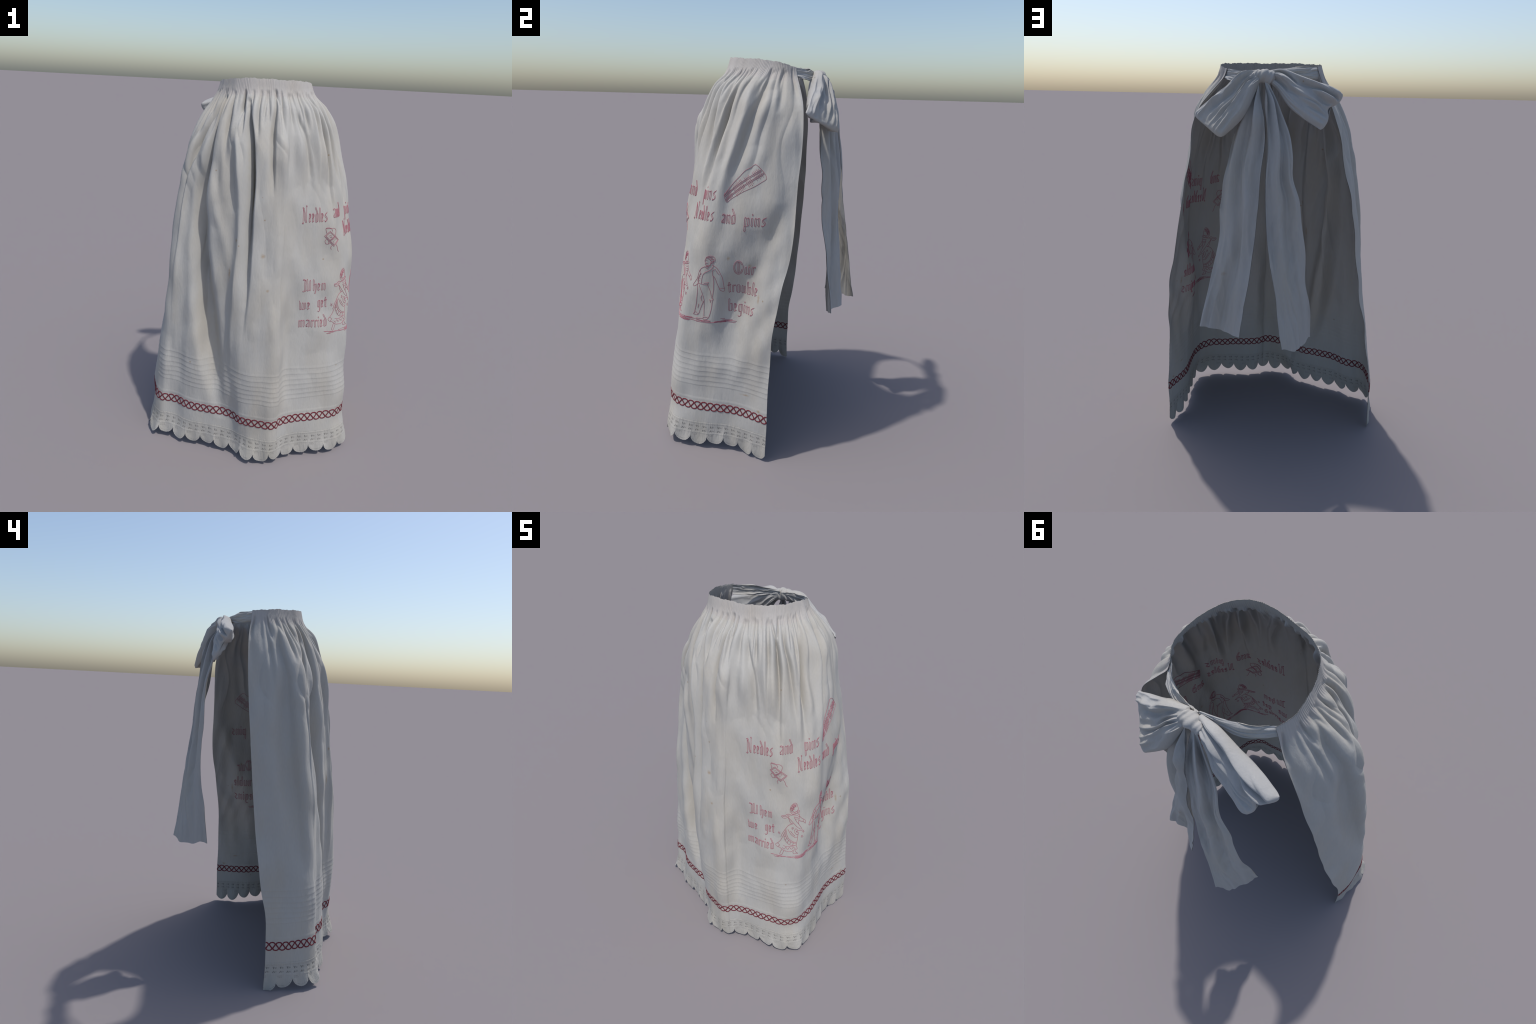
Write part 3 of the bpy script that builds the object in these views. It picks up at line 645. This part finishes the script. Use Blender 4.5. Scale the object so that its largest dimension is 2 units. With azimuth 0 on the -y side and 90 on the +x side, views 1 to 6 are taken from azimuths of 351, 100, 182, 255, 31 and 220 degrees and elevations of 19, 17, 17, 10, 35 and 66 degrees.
# straps from the waistband ends to the knot (top edge, bottom edge)
def strap_wave(ph):
    return lambda s, t: (.5 + .5 * sstep(0, .15, s)) * .010 * crease(7 * t + 1.2 * noise2(3 * s, 2 * t + ph) + ph, 2.2 * s) + .005 * np.sin(np.pi * t) + .003 * crease(17 * t + 3 * ph, 4 * s)
ribbon('tie_strap', [(-.181,.143,1.967),(-.135,.178,1.966),(-.095,.200,1.966),(-.05,.212,1.956),(.0,.224,1.948),(.048,.236,1.942)],
       [(-.186,.146,1.916),(-.14,.186,1.910),(-.095,.212,1.907),(-.045,.230,1.911),(.005,.240,1.919),(.048,.245,1.924)], 110, 40, strap_wave(.4))
ribbon('tie_strap', [(.237,.164,1.951),(.195,.205,1.947),(.165,.222,1.944),(.125,.233,1.942),(.095,.240,1.940),(.052,.243,1.937)],
       [(.251,.175,1.912),(.212,.223,1.899),(.175,.246,1.898),(.135,.252,1.908),(.100,.252,1.917),(.052,.250,1.92)], 110, 40, strap_wave(1.9))

def bow_loop(name, path, half_vecs, thick, pleats, ph, dent):
    """hollow loop of ribbon: flattened tube from the knot out to a folded end, pleated lengthwise"""
    n, m = 150, 132
    s = np.linspace(0, 1, n); a = np.linspace(0, 2 * np.pi, m + 1)
    kn = np.linspace(0, 1, len(path))
    C = spline(s, kn, np.array(path)); H = spline(s, kn, np.array(half_vecs)); TH = spline(s, kn, np.array(thick))
    T = unit(np.gradient(C, axis=0)); D = unit(np.cross(T, H))
    S, Aa = np.meshgrid(s, a, indexing='ij')
    w = np.cos(Aa); q = np.sin(Aa)
    flat = np.sign(q) * np.abs(q) ** .7
    # the end fold: both layers run together over the last stretch
    close = np.sqrt(np.clip(1 - np.clip((S - .93) / .07, 0, 1) ** 2, 0, 1))
    ruck = .003 * np.sin(pleats * w * np.pi + ph + 1.2 * S)
    lay = 3.0 * (q > 0) + 5 * ph                       # front and back layers crease differently
    ruck = ruck + sstep(.04, .25, S) * (.040 * crease(pleats * w + .7 * noise2(2.2 * S + lay, 1.5 * w) + lay, 1.5 * S + ph)
            + .014 * crease(5.0 * w + 2 * lay, 3.4 * S + 1.5 * w + lay) + .006 * noise2(7 * S + lay, 6 * w))
    ruck = ruck * (.25 + .75 * close) * (1 - .85 * sstep(.955, 1.0, S))
    side = np.where(q >= 0, 1.0, .8)
    Pq = (C[:, None] + H[:, None] * w[..., None] * (1 - .0 * S[..., None])
          + D[:, None] * ((TH[:, None] * flat * close) + ruck * np.abs(flat) ** .5 * side * sstep(0, .12, S))[..., None])
    reach = dent * (np.exp(-((w - .05) / .32) ** 2)) * sstep(.72, 1, S)          # hollow between the two lobes of the end
    reach = reach + .010 * np.abs(w) ** 10 * sstep(.8, 1, S)                         # rounded corners
    Pq = Pq - T[:, None] * reach[..., None]
    V = Pq[:, :-1].reshape(-1, 3); F = []
    for i in range(n - 1):
        for j in range(m):
            F.append((i * m + j, (i + 1) * m + j, (i + 1) * m + (j + 1) % m, i * m + (j + 1) % m))
    F.append(tuple(range(m))); F.append(tuple((n - 1) * m + j for j in range(m))[::-1])
    ob = add_mesh(name, V, F, M_TIE)
    return ob

bow_loop('bow_loop', [(.040,.252,1.922),(-.02,.266,1.902),(-.09,.286,1.852),(-.17,.302,1.812),(-.257,.3175,1.771)],
         [(-.004,-.006,.022),(-.014,-.016,.042),(-.030,-.026,.062),(-.040,-.033,.072),(-.047,-.0365,.0765)],
         [.016, .026, .034, .034, .020], 2.3, .7, .028)
bow_loop('bow_loop', [(.075,.262,1.925),(.128,.288,1.890),(.18,.304,1.818),(.24,.311,1.762),(.310,.3165,1.699)],
         [(.010,-.014,.018),(.036,-.030,.030),(.052,-.050,.042),(.063,-.063,.045),(.0715,-.073,.0445)],
         [.018, .030, .032, .028, .016], 3.6, 2.4, .0)

# knot: a fat turn of cloth with slanting folds
n, m = 72, 96
th = np.linspace(0.0, np.pi, n); ph = np.linspace(0, 2 * np.pi, m, endpoint=False)
TH, PH = np.meshgrid(th, ph, indexing='ij')
sx = np.cos(TH); ring = np.sin(TH) ** .62
kx = .048 * np.sign(sx) * np.abs(sx) ** .8
ky = ring * np.cos(PH); kz = ring * np.sin(PH)
ruck = 1 + .085 * np.sin(2.0 * np.pi * (sx * 1.3 + .25 * np.sin(PH + .6))) + .05 * np.sin(5 * sx * np.pi + 2 * PH) + .05 * np.sin(3 * PH + 2 * sx)
K = np.stack([kx * (1 + .10 * np.cos(PH)), ky * .029 * ruck, kz * .032 * ruck], -1)
c, s_ = math.cos(.30), math.sin(.30)
K = np.stack([K[..., 0] * c - K[..., 2] * s_ * .8, K[..., 1], K[..., 0] * s_ * .35 + K[..., 2] * c], -1)
K = K + np.array([.053, .270, 1.918])
F = [(i * m + j, i * m + (j + 1) % m, (i + 1) * m + (j + 1) % m, (i + 1) * m + j) for i in range(n - 1) for j in range(m)]
add_mesh('bow_knot', K.reshape(-1, 3), F, M_TIE)
